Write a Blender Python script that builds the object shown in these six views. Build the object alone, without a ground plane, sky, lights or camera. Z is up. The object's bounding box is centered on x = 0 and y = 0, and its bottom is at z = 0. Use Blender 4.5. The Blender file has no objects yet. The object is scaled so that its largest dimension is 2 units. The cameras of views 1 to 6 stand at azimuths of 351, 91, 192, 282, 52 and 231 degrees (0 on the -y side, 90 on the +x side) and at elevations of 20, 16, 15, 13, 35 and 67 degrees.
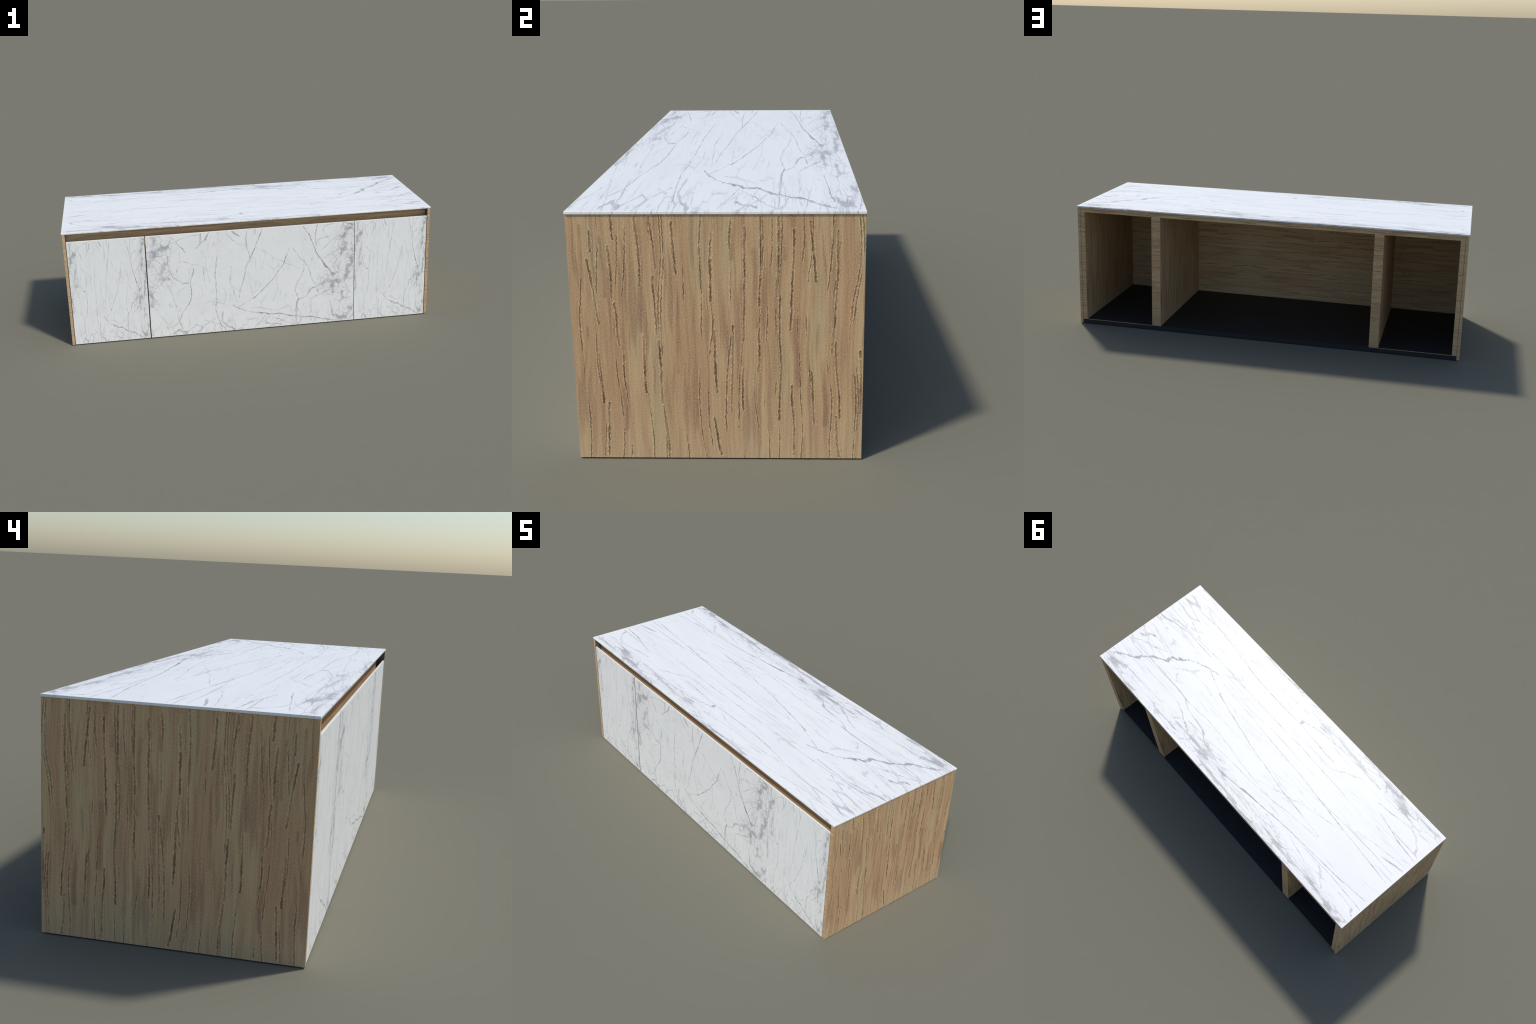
"""Low cabinet with a marble slab top, three marble doors on the front, oak end
panels and an open oak back with two dividers over a black base plate."""
import bpy, bmesh
from mathutils import Vector

# ------------------------------------------------------------------ sizes (m)
SLAB_X, SLAB_Y = 1.0, 0.354            # half length / half depth of the top
SLAB_Z0, SLAB_Z1 = 0.6290, 0.6365
SIDE_OUT, SIDE_IN = 0.9965, 0.9822     # outer end panel
SIDE_FRONT, BACK = -0.3530, 0.3536
CARCASS_X = 0.9806                     # half width of the inner carcass
INNER_X = 0.9583                       # inner face of the carcass ends
BASE_TOP = 0.0226
BOARD_Z0, BOARD_Z1 = 0.6048, 0.6284    # top board
FRONT_Y0, FRONT_Y1 = -0.3185, -0.3147  # thin board behind the doors
DIV_IN, DIV_OUT = 0.5475, 0.5946       # dividers
DOOR_Y0, DOOR_Y1 = -0.3520, -0.3452
DOOR_Z0, DOOR_Z1 = 0.0018, 0.5870
DOOR_END, DOOR_GAP_IN = 0.9790, 0.5685

# ---------------------------------------------------- marble: spines of veins
# (half width, strength, control points); texture space is one slab of stone,
# 1.94 wide and 1 high.  The stone repeats on every door and on the top.
STONE_W = 1.94
LONG_VEINS = [
    (.0043, .60, (.643, .761), (.617, .560), (.627, .460), (.613, .229), (.655, .056)),
    (.0043, .75, (.419, .653), (.394, .511), (.390, .351), (.302, .231), (.278, .128)),
    (.0029, .50, (.182, .507), (.233, .357), (.278, .128)),
    (.0079, .50, (.278, .128), (.298, .016)),
    (.0043, .60, (.191, .791), (.173, .726), (.228, .582), (.331, .517), (.394, .519)),
    (.0058, .75, (1.070, .984), (1.002, .818), (.975, .753)),
    (.0043, .70, (.975, .753), (.913, .626), (.888, .529), (.839, .333)),
    (.0043, .65, (1.322, .785), (1.265, .638), (1.150, .472), (.963, .302)),
    (.0036, .60, (1.351, .790), (1.495, .573), (1.538, .453), (1.597, .315)),
    (.0050, .75, (1.457, .987), (1.504, .898), (1.598, .686)),
    (.0080, .85, (1.598, .686), (1.731, .491)),
    (.0043, .55, (1.451, .615), (1.456, .538), (1.398, .434), (1.368, .344), (1.404, .274)),
    (.0115, .60, (1.404, .274), (1.385, .193), (1.380, .098)),
    (.0050, .55, (1.404, .258), (1.478, .287), (1.531, .357), (1.642, .397)),
    (.0036, .65, (.775, .253), (.960, .171)),
    (.0065, .80, (.960, .168), (1.210, .134)),
    (.0060, .70, (1.210, .132), (1.380, .094), (1.574, .056)),
    (.0050, .65, (1.574, .056), (1.748, .019)),
    (.0036, .55, (1.128, .122), (1.245, .055), (1.402, .008)),
    (.0065, .65, (1.086, .047), (1.230, .017)),
]
BRANCHES = [
    (.0043, .60, (.219, .984), (.271, .925), (.360, .822)),
    (.0050, .50, (.268, .925), (.332, .957), (.501, .980)),
    (.0079, .60, (.498, .988), (.490, .900)),
    (.0050, .70, (.578, .992), (.533, .926), (.452, .844)),
    (.0029, .50, (.732, .988), (.752, .942), (.862, .837)),
    (.0100, .65, (.789, .985), (.850, .937)),
    (.0050, .50, (.915, .973), (.919, .850), (.945, .724)),
    (.0036, .42, (.766, .655), (.760, .490), (.815, .300)),
    (.0029, .50, (.822, .238), (.962, .310)),
    (.0029, .50, (.043, .285), (.122, .180), (.160, .070)),
    (.0094, .55, (.205, .025), (.260, .060), (.325, .012)),
    (.0058, .50, (.325, .012), (.425, .100), (.482, .064), (.432, .004)),
    (.0036, .45, (.482, .064), (.600, .140)),
    (.0110, .50, (.680, .205), (.668, .115), (.725, .040), (.785, .010)),
    (.0043, .60, (1.590, .990), (1.565, .890), (1.575, .790)),
    (.0036, .40, (1.590, .842), (1.785, .890)),
    (.0050, .50, (1.525, .264), (1.625, .300), (1.708, .345)),
    (.0065, .65, (1.710, .220), (1.748, .050)),
    (.0058, .50, (1.380, .094), (1.386, .010)),
    (.0036, .50, (1.085, .135), (1.030, .070), (.975, .010)),
    (.0036, .46, (1.620, .740), (1.765, .850)), (.0032, .44, (1.655, .660), (1.790, .740), (1.925, .720)),
    (.0032, .42, (1.670, .880), (1.785, .720)), (.0036, .46, (1.700, .610), (1.795, .705)),
    (.0036, .50, (1.640, .930), (1.660, .985), (1.745, .990)), (.0029, .44, (1.085, .135), (1.090, .030)),
    (.0029, .40, (1.000, .030), (1.130, .110)), (.0032, .42, (1.160, .010), (1.240, .060)),
    (.0029, .36, (1.205, .530), (1.205, .410), (1.160, .270)), (.0029, .34, (.960, .220), (1.200, .170), (1.320, .205)),
    (.0029, .40, (.300, .830), (.298, .760), (.265, .630)), (.0029, .36, (.305, .735), (.445, .690), (.520, .680)),
    (.0043, .44, (.522, .680), (.515, .520)), (.0029, .36, (.540, .660), (.570, .500)),
    (.0029, .36, (1.010, .810), (1.265, .655), (1.435, .560)),
]
# thick grey bands of broken stone near the two ends of the slab
BANDS = [
    (.030, .42, (.000, .735), (.085, .850), (.170, .880)),
    (.022, .36, (.070, .965), (.060, .860)),
    (.016, .50, (.150, .715), (.120, .580), (.180, .570)),
    (.016, .50, (.012, .480), (.028, .330)),
    (.019, .46, (1.735, .490), (1.745, .410), (1.830, .430), (1.885, .490)),
    (.016, .44, (1.650, .420), (1.745, .425), (1.725, .315)),
    (.023, .42, (1.890, .960), (1.830, .840), (1.850, .760), (1.800, .690)),
    (.017, .42, (1.930, .730), (1.905, .580), (1.870, .520)),
    (.013, .46, (1.820, .320), (1.832, .250)),
    (.019, .46, (1.920, .140), (1.868, .045), (1.770, .045)),
    (.007, .48, (1.808, .610), (1.780, .510)),
]

# ------------------------------------------- oak: long open pores (across, along)
PORES = [
    ((-.295, .589), (-.294, .538)), ((-.304, .517), (-.288, .357)),
    ((-.255, .551), (-.249, .423)), ((-.245, .626), (-.242, .568)),
    ((-.190, .622), (-.184, .453)), ((-.156, .622), (-.147, .496)),
    ((-.152, .475), (-.145, .331)), ((-.104, .609), (-.098, .483)),
    ((-.140, .313), (-.138, .149)), ((-.179, .326), (-.175, .177)),
    ((-.244, .410), (-.237, .299)), ((-.291, .277), (-.287, .149)),
    ((-.009, .547), (-.012, .414)), ((-.009, .340), (-.003, .178)),
    ((-.008, .110), (.005, .009)), ((.034, .353), (.030, .127)),
    ((.067, .597), (.061, .313)), ((.107, .621), (.101, .401)),
    ((.101, .344), (.098, .233)), ((.149, .621), (.145, .427)),
    ((.155, .427), (.150, .104)), ((.184, .592), (.180, .340)),
    ((.224, .609), (.235, .462)), ((.228, .233), (.237, .090)),
    ((.290, .588), (.282, .283)), ((.290, .309), (.297, .109)),
    ((.288, .114), (.298, .005)), ((.178, .196), (.188, .010)),
    ((.060, .242), (.060, .132)), ((-.134, .140), (-.126, .005)),
    ((-.231, .250), (-.229, .195)), ((-.275, .149), (-.278, .007)),
    ((.348, .287), (.348, .123)),
]
# broad reddish or purplish streaks of grain (half width, from, to)
STREAKS = [
    (.0046, (-.272, .572), (-.268, .427)), (.0046, (-.037, .542), (-.036, .445)),
    (.0036, (-.096, .427), (-.101, .232)), (.0048, (-.225, .195), (-.235, .079)),
    (.0040, (-.048, .219), (-.056, .075)), (.0048, (-.183, .470), (-.185, .340)),
    (.0056, (.086, .542), (.095, .349)), (.0040, (-.319, .601), (-.316, .521)),
    (.0062, (-.185, .609), (-.185, .517)), (.0095, (.194, .367), (.194, .197)),
    (.0054, (.041, .601), (.035, .521)), (.0054, (.153, .588), (.161, .521)),
    (.0036, (-.318, .348), (-.331, .213)), (.0084, (.261, .256), (.263, .095)),
]


# ------------------------------------------------------------ node shorthand
class Nodes:
    """Small helper that writes shader nodes in order of evaluation."""

    def __init__(self, name):
        self.mat = bpy.data.materials.new(name)
        self.mat.use_nodes = True
        self.t = self.mat.node_tree
        self.bsdf = self.t.nodes["Principled BSDF"]

    def put(self, kind, *inputs, **props):
        n = self.t.nodes.new(kind)
        for k, v in props.items():
            setattr(n, k, v)
        for i, v in enumerate(inputs):
            if v is None:
                continue
            if isinstance(v, bpy.types.NodeSocket):
                self.t.links.new(v, n.inputs[i])
            else:
                n.inputs[i].default_value = v
        return n

    def math(self, op, a, b=None, c=None, clamp=False):
        return self.put("ShaderNodeMath", a, b, c, operation=op, use_clamp=clamp).outputs[0]

    def vec(self, op, a, b=None):
        n = self.put("ShaderNodeVectorMath", a, b, operation=op)
        return n.outputs["Value"] if op in ("LENGTH", "DOT_PRODUCT") else n.outputs["Vector"]

    def scale(self, v, f):
        n = self.put("ShaderNodeVectorMath", v, operation="SCALE")
        if isinstance(f, bpy.types.NodeSocket):
            self.t.links.new(f, n.inputs["Scale"])
        else:
            n.inputs["Scale"].default_value = f
        return n.outputs[0]

    def ramp(self, x, a, b, lo=0.0, hi=1.0, smooth=True):
        n = self.put("ShaderNodeMapRange", x, a, b, lo, hi, clamp=True)
        n.interpolation_type = "SMOOTHSTEP" if smooth else "LINEAR"
        return n.outputs[0]

    def xyz(self, x, y, z=0.0):
        return self.put("ShaderNodeCombineXYZ", x, y, z).outputs[0]

    def split(self, v):
        return self.put("ShaderNodeSeparateXYZ", v).outputs

    def noise(self, v, scale, detail=2.0, rough=0.5, dims="2D", color=False):
        n = self.put("ShaderNodeTexNoise", noise_dimensions=dims)
        self.t.links.new(v, n.inputs["Vector"])
        n.inputs["Scale"].default_value = scale
        n.inputs["Detail"].default_value = detail
        n.inputs["Roughness"].default_value = rough
        return n.outputs["Color" if color else "Fac"]

    def voronoi_edge(self, v, scale):
        n = self.put("ShaderNodeTexVoronoi", voronoi_dimensions="2D", feature="DISTANCE_TO_EDGE")
        self.t.links.new(v, n.inputs["Vector"])
        n.inputs["Scale"].default_value = scale
        return n.outputs["Distance"]

    def mix(self, f, a, b):
        n = self.put("ShaderNodeMix", data_type="RGBA")
        for s, v in ((n.inputs[0], f), (n.inputs[6], a), (n.inputs[7], b)):
            if isinstance(v, bpy.types.NodeSocket):
                self.t.links.new(v, s)
            else:
                s.default_value = v
        return n.outputs[2]

    def segment(self, p, a, b):
        """distance from p to the straight piece a-b (2D)"""
        a, b = Vector((*a, 0.0)), Vector((*b, 0.0))
        d = b - a
        q = self.vec("SUBTRACT", p, a)
        h = self.vec("DOT_PRODUCT", q, d / d.length_squared)
        h = self.math("MAXIMUM", self.math("MINIMUM", h, 1.0), 0.0)
        along = self.put("ShaderNodeVectorMath", d, operation="SCALE")
        self.t.links.new(h, along.inputs["Scale"])
        return self.vec("LENGTH", self.vec("SUBTRACT", q, along.outputs[0]))


def rgb(r, g, b):
    """sRGB 0-255 to linear"""
    def f(c):
        c /= 255
        return c / 12.92 if c <= 0.04045 else ((c + 0.055) / 1.055) ** 2.4
    return (f(r), f(g), f(b), 1.0)


# ------------------------------------------------------------------ materials
def marble(name, across, along, x0, x1, z0, z1, roughness, flip=False, depth=1.0):
    """The stone is stretched over the panel: `across` axis spans 0..STONE_W,
    `along` axis spans 0..1 (reversed if flip)."""
    N = Nodes(name)
    co = N.put("ShaderNodeTexCoord").outputs["Object"]
    ax = N.split(co)
    s = N.ramp(ax[across], x0, x1, 0.0, STONE_W, smooth=False)
    s.node.name = "stone_across"
    t = N.ramp(ax[along], z0, z1, 1.0 if flip else 0.0, 0.0 if flip else 1.0, smooth=False)
    p0 = N.xyz(s, t)
    # crooked veins: bend the stone at two scales
    w1 = N.scale(N.vec("SUBTRACT", N.noise(p0, 9.0, 1.0, color=True), (.5, .5, .5)), .030)
    w2 = N.scale(N.vec("SUBTRACT", N.noise(p0, 55.0, 2.0, color=True), (.5, .5, .5)), .014)
    p = N.vec("MULTIPLY", N.vec("ADD", N.vec("ADD", p0, w1), w2), (1, 1, 0))
    thick = N.ramp(N.noise(p0, 16.0, 3.0, .6), .30, .72, 1.9, .45, smooth=False)   # swells and thins
    total = None
    for group, reach in ((LONG_VEINS, 1.0), (BRANCHES, 1.0)):
        for width, strength, *pts in group:
            d = None
            for a, b in zip(pts, pts[1:]):
                e = N.segment(p, a, b)
                d = e if d is None else N.math("MINIMUM", d, e)
            v = N.ramp(N.math("MULTIPLY", d, thick), width * .45, width * 1.25, strength, 0.0)
            total = v if total is None else N.math("MAXIMUM", total, v)
    total = N.math("MULTIPLY", total, N.ramp(N.noise(p0, 10.0, 3.0, .6), .32, .58, .66, 1.18))
    # bands of broken stone: pale fragments in grey mortar, clouded at the core
    near, core = None, None
    for width, strength, *pts in BANDS:
        d = None
        for a, b in zip(pts, pts[1:]):
            e = N.segment(p, a, b)
            d = e if d is None else N.math("MINIMUM", d, e)
        c = N.ramp(d, 0.0, width * 1.7, strength * 2.0, 0.0)
        core = c if core is None else N.math("MAXIMUM", core, c)
        n = N.ramp(d, width * .8, width + .125, 1.0, 0.0)
        near = n if near is None else N.math("MAXIMUM", near, n)
    cells = N.voronoi_edge(p, 14.0)
    small = N.voronoi_edge(N.vec("ADD", p, (3.1, 1.7, 0)), 34.0)
    patch = N.noise(p0, 22.0, 3.0, .62)
    swell = N.math("MULTIPLY", N.ramp(patch, .34, .62, .40, 1.7), N.math("MULTIPLY_ADD", core, .36, .034))
    mortar = N.ramp(N.math("DIVIDE", cells, swell), .35, 1.2, 1.0, 0.0)
    mortar2 = N.ramp(N.math("DIVIDE", small, swell), .30, 1.3, .8, 0.0)
    grout = N.math("MAXIMUM", mortar, N.math("MULTIPLY", mortar2, N.ramp(N.noise(p0, 9.0, 2.0), .40, .60)))
    shade = N.ramp(N.noise(p0, 14.0, 3.0, .6), .30, .64, .22, .70)
    grout = N.math("MULTIPLY", N.math("MULTIPLY", grout, near), shade)
    body = N.math("MULTIPLY", core, N.ramp(patch, .32, .68, .10, .46))
    total = N.math("MAXIMUM", total, N.math("MAXIMUM", body, grout))
    # thin cracks, mostly faint, denser along the foot of the slab and at its ends
    where = N.ramp(N.noise(p0, 4.0, 2.0), .46, .66)
    low = N.ramp(t, .02, .25, 1.0, .0)
    dens = N.math("MAXIMUM", N.math("MAXIMUM", N.math("MULTIPLY", where, .55), near), low)
    crack = N.ramp(N.voronoi_edge(N.vec("MULTIPLY", p, (1.0, .7, 1)), 8.5), .008, .055, 1.0, 0.0)
    gate = N.ramp(N.noise(p0, 11.0, 1.0), .40, .60)
    crack = N.math("MULTIPLY", N.math("MULTIPLY", crack, gate), N.math("MULTIPLY", dens, .50))
    total = N.math("MAXIMUM", total, crack)
    crack = N.ramp(N.voronoi_edge(N.vec("ADD", N.vec("MULTIPLY", p, (1.0, .45, 1)), (5.3, 2.2, 0)), 17.0), .01, .07, 1.0, 0.0)
    gate = N.ramp(N.noise(N.vec("ADD", p0, (2.7, 0, 0)), 10.0, 2.0), .47, .62)
    crack = N.math("MULTIPLY", N.math("MULTIPLY", crack, gate), N.math("MULTIPLY_ADD", dens, .34, .04))
    total = N.math("MAXIMUM", total, crack)
    # faint upright threads
    q = N.vec("ADD", p0, N.scale(w1, .6))
    long_n = N.noise(N.vec("MULTIPLY", q, (13.0, 1.5, 1)), 1.0, 2.0)
    thread = N.ramp(N.math("ABSOLUTE", N.math("SUBTRACT", long_n, .5)), .0, .012, .38, 0.0)
    thread = N.math("MULTIPLY", thread, N.ramp(N.noise(p0, 7.0, 2.0), .42, .64))
    total = N.math("MAXIMUM", total, thread)
    cloud = N.ramp(N.noise(p0, 5.0, 3.0), .40, .75, 0.0, .05)
    total = N.math("ADD", total, N.math("ADD", cloud, N.math("MULTIPLY", near, .04)), clamp=True)
    total = N.math("MULTIPLY", total, N.ramp(N.noise(p0, 120.0, 2.0), .25, .7, .76 * depth, 1.12 * depth))
    vein = N.mix(N.noise(p0, 11.0, 2.0), rgb(138, 140, 149), rgb(164, 159, 157))
    col = N.mix(total, WHITE_STONE, vein)
    N.t.links.new(col, N.bsdf.inputs["Base Color"])
    N.bsdf.inputs["Roughness"].default_value = roughness
    N.bsdf.inputs["Specular IOR Level"].default_value = 0.5
    return N.mat


WHITE_STONE = rgb(247, 246, 242)


def oak(name):
    """End panels (faces along x) have upright grain; all other faces have
    grain running along the length of the cabinet."""
    N = Nodes(name)
    co = N.put("ShaderNodeTexCoord").outputs["Object"]
    nrm = N.put("ShaderNodeNewGeometry").outputs["True Normal"]
    ax = N.split(co)
    end = N.math("GREATER_THAN", N.math("ABSOLUTE", N.split(nrm)[0]), 0.5)
    # across / along the grain
    folded = N.math("PINGPONG", N.math("ADD", ax[0], 1.0), 0.62)
    zz = N.math("SUBTRACT", N.math("SUBTRACT", ax[2], .31), N.math("MULTIPLY", ax[1], .35))
    m1 = N.put("ShaderNodeMix", data_type="FLOAT")
    m2 = N.put("ShaderNodeMix", data_type="FLOAT")
    for m, a, b in ((m1, zz, ax[1]), (m2, folded, ax[2])):
        N.t.links.new(end, m.inputs[0])
        N.t.links.new(a, m.inputs[2])
        N.t.links.new(b, m.inputs[3])
    p0 = N.xyz(m1.outputs[0], m2.outputs[0])
    # slow wander of the grain plus a fine ragged edge
    w1 = N.math("MULTIPLY", N.math("SUBTRACT", N.noise(N.vec("MULTIPLY", p0, (9, 5, 1)), 1.0, 2.0), .5), .016)
    w2 = N.math("MULTIPLY", N.math("SUBTRACT", N.noise(N.vec("MULTIPLY", p0, (160, 110, 1)), 1.0, 2.0), .5), .0050)
    p = N.vec("ADD", p0, N.xyz(N.math("ADD", w1, w2), 0.0))
    soft = N.vec("ADD", p0, N.xyz(w1, 0.0))

    line = None
    for a, b in PORES:
        e = N.segment(p, a, b)
        line = e if line is None else N.math("MINIMUM", line, e)
    streak = None
    for width, a, b in STREAKS:
        v = N.ramp(N.segment(soft, a, b), width * .1, width * 1.6, 1.0, 0.0)
        streak = v if streak is None else N.math("MAXIMUM", streak, v)
    # pores open and close along their length
    gate = N.ramp(N.noise(N.vec("MULTIPLY", p0, (60, 40, 1)), 1.0, 3.0, .75), .34, .56, .18, 1.0)
    # weaker pores at uneven spacing between the long ones
    across = N.math("MULTIPLY_ADD", N.split(p)[0], 30.0, 7.0)
    across = N.math("ADD", across, N.math("MULTIPLY", N.noise(N.vec("MULTIPLY", p0, (3, 2.2, 1)), 1.0, 1.0), 1.7))
    v1 = N.put("ShaderNodeTexVoronoi", voronoi_dimensions="1D", feature="F1")
    N.t.links.new(across, v1.inputs["W"])
    v1.inputs["Scale"].default_value = 1.0
    weak = N.math("DIVIDE", v1.outputs["Distance"], 30.0)
    wgate = N.ramp(N.noise(N.vec("ADD", N.vec("MULTIPLY", p0, (28, 7, 1)), (3.1, .7, 0)), 1.0, 2.0), .45, .55)
    worn = N.ramp(N.noise(N.vec("MULTIPLY", p0, (20, 11, 1)), 1.0, 2.0), .36, .62, .35, 1.0)
    pore = N.math("MULTIPLY", N.ramp(line, .0003, .0033, 1.0, 0.0), N.math("MULTIPLY", gate, worn))
    pore2 = N.math("MULTIPLY", N.ramp(weak, .0003, .0021, .75, 0.0), N.math("MULTIPLY", gate, wgate))
    pore = N.math("MULTIPLY", N.math("MAXIMUM", pore, pore2), N.math("MULTIPLY_ADD", end, .4, .6))
    glint_fleck = N.ramp(N.noise(N.vec("MULTIPLY", p0, (200, 150, 1)), 1.0, 1.0), .46, .60)
    rim = N.math("MULTIPLY", N.ramp(line, .0018, .0032, 0.0, 1.0), N.ramp(line, .0036, .0066, 1.0, 0.0))
    rim2 = N.math("MULTIPLY", N.ramp(weak, .0014, .0024, 0.0, 1.0), N.ramp(weak, .0026, .0046, 1.0, 0.0))
    rim = N.math("MAXIMUM", rim, N.math("MULTIPLY", rim2, wgate))
    rim = N.math("MULTIPLY", rim, N.math("MULTIPLY_ADD", glint_fleck, .60, .22))
    dots = N.noise(N.vec("MULTIPLY", p0, (330, 240, 1)), 1.0, 1.0)

    broad = N.noise(N.vec("MULTIPLY", soft, (30, 1.6, 1)), 1.0, 3.0, .6)
    hue = N.noise(N.vec("ADD", N.vec("MULTIPLY", soft, (17, 2.0, 1)), (7.3, 2.1, 0)), 1.0, 2.0)
    fine = N.noise(N.vec("MULTIPLY", soft, (150, 5, 1)), 1.0, 2.0)
    wide = N.noise(N.vec("ADD", N.vec("MULTIPLY", soft, (68, 3.4, 1)), (1.3, 9.1, 0)), 1.0, 2.0)
    along = N.split(p0)[1]
    col = N.mix(N.ramp(broad, .32, .68), OAK_DARK, OAK_LIGHT)
    col = N.mix(N.math("MULTIPLY", N.ramp(hue, .52, .70), .50), col, OAK_GREY)
    col = N.mix(N.math("MULTIPLY", N.ramp(hue, .48, .32), .45), col, OAK_RED)
    col = N.mix(N.ramp(wide, .52, .68, .0, .55), col, OAK_STREAK)
    col = N.mix(N.ramp(fine, .42, .70, .0, .28), col, OAK_STREAK)
    col = N.mix(N.ramp(along, .20, .0, .0, .30), col, OAK_FOOT)
    fade = N.ramp(N.noise(N.vec("MULTIPLY", p0, (40, 14, 1)), 1.0, 2.0), .32, .60, .20, .60)
    col = N.mix(N.math("MULTIPLY", streak, fade), col, OAK_STREAK)
    col = N.mix(N.ramp(dots, .40, .72, .0, .22), col, OAK_PALE)
    col = N.mix(N.ramp(line, .0015, .0085, .28, 0.0), col, OAK_STREAK)
    col = N.mix(N.math("MULTIPLY", rim, .70), col, OAK_PALE)  # highlights along the pore edges, painted pale into the base colour
    col = N.mix(N.math("MULTIPLY", pore, .80), col, OAK_PORE)
    N.t.links.new(col, N.bsdf.inputs["Base Color"])
    N.bsdf.inputs["Roughness"].default_value = .62
    N.bsdf.inputs["Specular IOR Level"].default_value = .3
    h = N.math("SUBTRACT", N.math("MULTIPLY_ADD", rim, .35, N.math("MULTIPLY_ADD", fine, .30, N.math("MULTIPLY", dots, .14))), pore)
    bump = N.put("ShaderNodeBump")
    bump.inputs["Strength"].default_value = .85
    bump.inputs["Distance"].default_value = .0020
    N.t.links.new(h, bump.inputs["Height"])
    N.t.links.new(bump.outputs[0], N.bsdf.inputs["Normal"])
    return N.mat


OAK_LIGHT, OAK_DARK = rgb(206, 174, 130), rgb(194, 156, 116)
OAK_GREY, OAK_RED = rgb(190, 169, 132), rgb(192, 146, 110)
OAK_FOOT = rgb(212, 184, 146)
OAK_STREAK, OAK_PORE, OAK_PALE = rgb(148, 111, 87), rgb(106, 71, 47), rgb(246, 216, 164)


def plain(name, colour, roughness, speckle):
    N = Nodes(name)
    co = N.put("ShaderNodeTexCoord").outputs["Object"]
    f = N.ramp(N.noise(co, 90.0, 3.0, dims="3D"), .3, .7, 0.0, speckle)
    lighter = tuple(min(1.0, c * 1.6 + .004) for c in colour[:3]) + (1.0,)
    N.t.links.new(N.mix(f, colour, lighter), N.bsdf.inputs["Base Color"])
    N.bsdf.inputs["Roughness"].default_value = roughness
    N.bsdf.inputs["Specular IOR Level"].default_value = .3
    return N.mat


# ------------------------------------------------------------------- geometry
root = bpy.data.objects.new("marble_sideboard", None)
bpy.context.scene.collection.objects.link(root)
root["label"] = "low oak cabinet with white marble top and marble doors"
root["category"] = "sideboard cabinet"


def panel(name, lo, hi, mat, bevel=.0006, segments=2, parent=None):
    """A board between two corners with softly broken edges; origin at the base."""
    bm = bmesh.new()
    bmesh.ops.create_cube(bm, size=1.0)
    lo, hi = Vector(lo), Vector(hi)
    for v in bm.verts:
        v.co = Vector(lo[i] + (v.co[i] + .5) * (hi[i] - lo[i]) for i in range(3))
    if bevel:
        bmesh.ops.bevel(bm, geom=bm.edges[:], offset=bevel, segments=segments, profile=.5, affect="EDGES")
    me = bpy.data.meshes.new(name)
    bm.to_mesh(me)
    bm.free()
    me.materials.append(mat)
    ob = bpy.data.objects.new(name, me)
    bpy.context.scene.collection.objects.link(ob)
    ob.parent = parent or root
    return ob


OAK = oak("oak_veneer")
BLACK = plain("black_laminate", rgb(40, 42, 46), .55, .3)
LINER = plain("dark_grey_edge", rgb(96, 89, 84), .7, .25)
STONE_TOP = marble("marble_top", 1, 0, -SLAB_Y, SLAB_Y, -SLAB_X, SLAB_X, .38, flip=True, depth=.98)

panel("countertop", (-SLAB_X, -SLAB_Y, SLAB_Z0), (SLAB_X, SLAB_Y, SLAB_Z1), STONE_TOP, .0013, 3)

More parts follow.
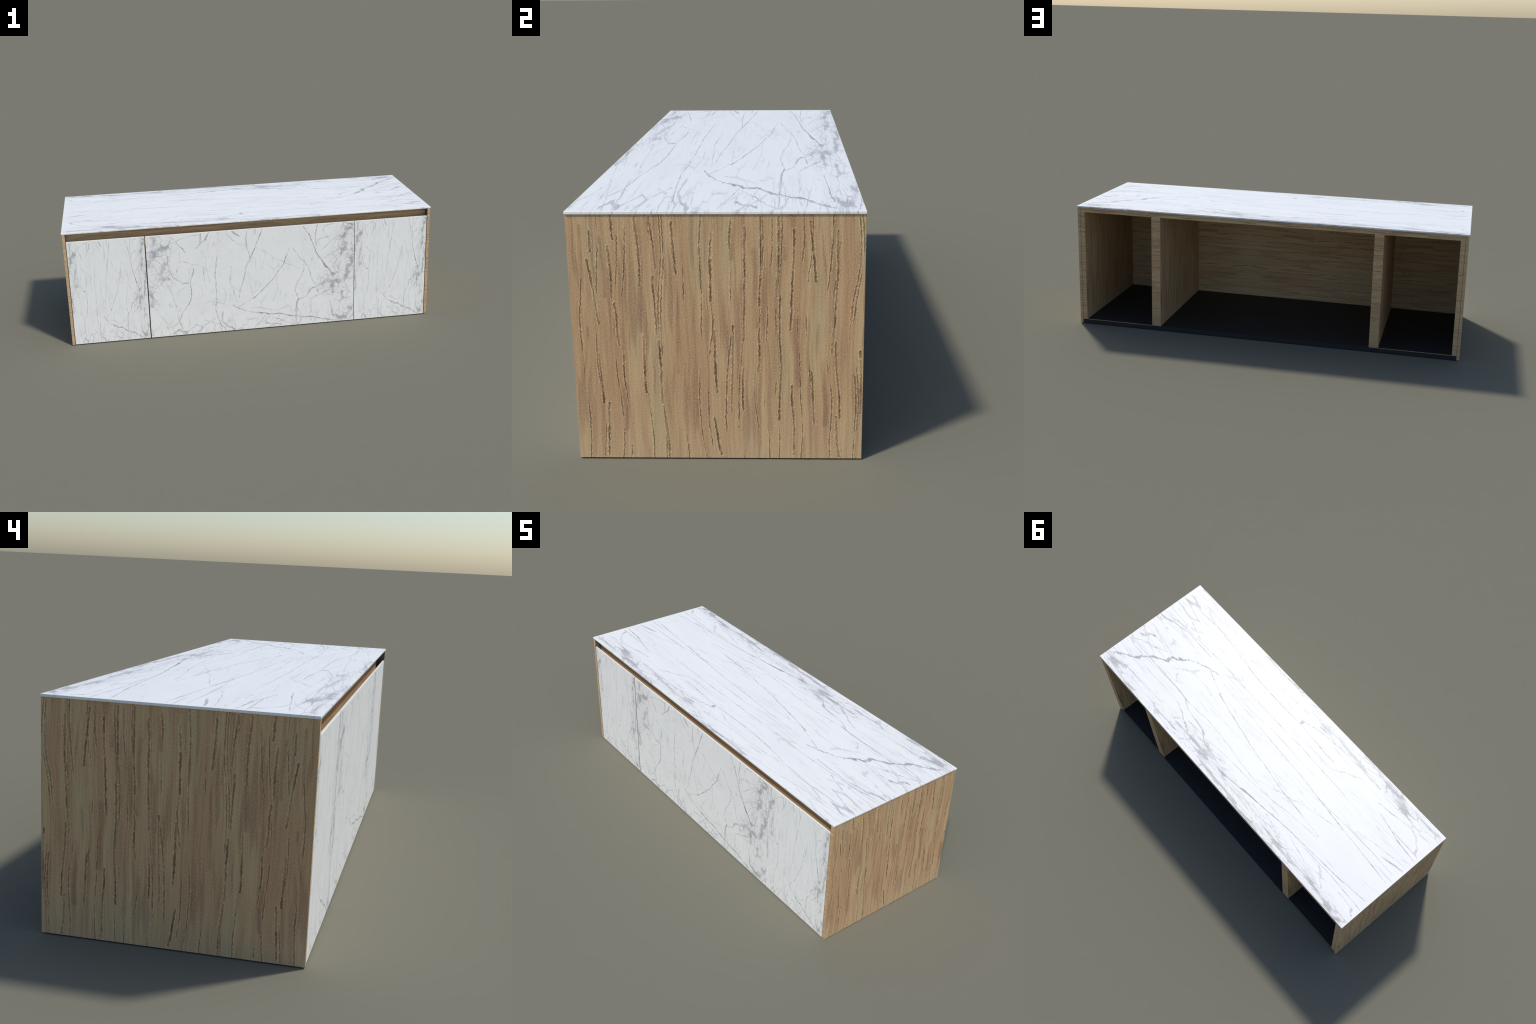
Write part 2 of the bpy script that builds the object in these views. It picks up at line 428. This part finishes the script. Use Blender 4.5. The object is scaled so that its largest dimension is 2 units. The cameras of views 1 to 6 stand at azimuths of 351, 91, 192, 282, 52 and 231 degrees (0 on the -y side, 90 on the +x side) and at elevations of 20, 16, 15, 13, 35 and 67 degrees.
for sgn in (-1, 1):
    xs = sorted((sgn * SIDE_IN, sgn * SIDE_OUT))
    side = panel("side_panel", (xs[0], SIDE_FRONT, 0), (xs[1], BACK, .6287), OAK, .0007)
    xs = sorted((sgn * (CARCASS_X + .0001), sgn * (SIDE_IN - .0001)))
    panel("panel_liner", (xs[0], SIDE_FRONT + .0008, .0006), (xs[1], BACK - .0006, .6284), LINER, 0, parent=side)
    xs = sorted((sgn * INNER_X, sgn * CARCASS_X))
    panel("carcass_end", (xs[0], FRONT_Y1, BASE_TOP), (xs[1], BACK - .0003, BOARD_Z0), OAK, .0004)
    xs = sorted((sgn * DIV_IN, sgn * DIV_OUT))
    panel("divider", (xs[0], FRONT_Y1, BASE_TOP), (xs[1], BACK - .0003, BOARD_Z0), OAK, .0004)
    # narrow oak lipping along the rear edge of the base in the outer bays
    xs = sorted((sgn * (DIV_OUT + .0005), sgn * (INNER_X - .0005)))
    panel("base_lipping", (xs[0], BACK - .0022, BASE_TOP - .0008), (xs[1], BACK - .0002, BASE_TOP + .0008), OAK, 0)

panel("top_board", (-CARCASS_X, FRONT_Y1, BOARD_Z0), (CARCASS_X, BACK, BOARD_Z1), OAK, .0004)
panel("front_board", (-CARCASS_X, FRONT_Y0, BASE_TOP), (CARCASS_X, FRONT_Y1, BOARD_Z1), OAK, .0003)
panel("base_plate", (-CARCASS_X, DOOR_Y1 + .0003, .0004), (CARCASS_X, BACK - .0006, BASE_TOP), BLACK, .0006)

STONE_DOOR = marble("marble_door", 0, 2, -DOOR_GAP_IN, DOOR_GAP_IN, DOOR_Z0, DOOR_Z1, .42)
for x0, x1 in ((-DOOR_END, -.5741), (-.5688, .5681), (.5713, DOOR_END)):
    stone = STONE_DOOR.copy()              # the same stone squeezed to each door
    span = stone.node_tree.nodes["stone_across"]
    span.inputs[1].default_value, span.inputs[2].default_value = x0, x1
    door = panel("door", (x0, DOOR_Y0, DOOR_Z0), (x1, DOOR_Y1, DOOR_Z1), stone, .0008, 2)
    if x1 < 0:                             # thin dark strip on the side that meets the wide door
        panel("door_dark_strip", (x1, DOOR_Y0 + .0008, DOOR_Z0 + .0008), (x1 + .0008, DOOR_Y1 - .0006, DOOR_Z1 - .0008), LINER, 0, parent=door)
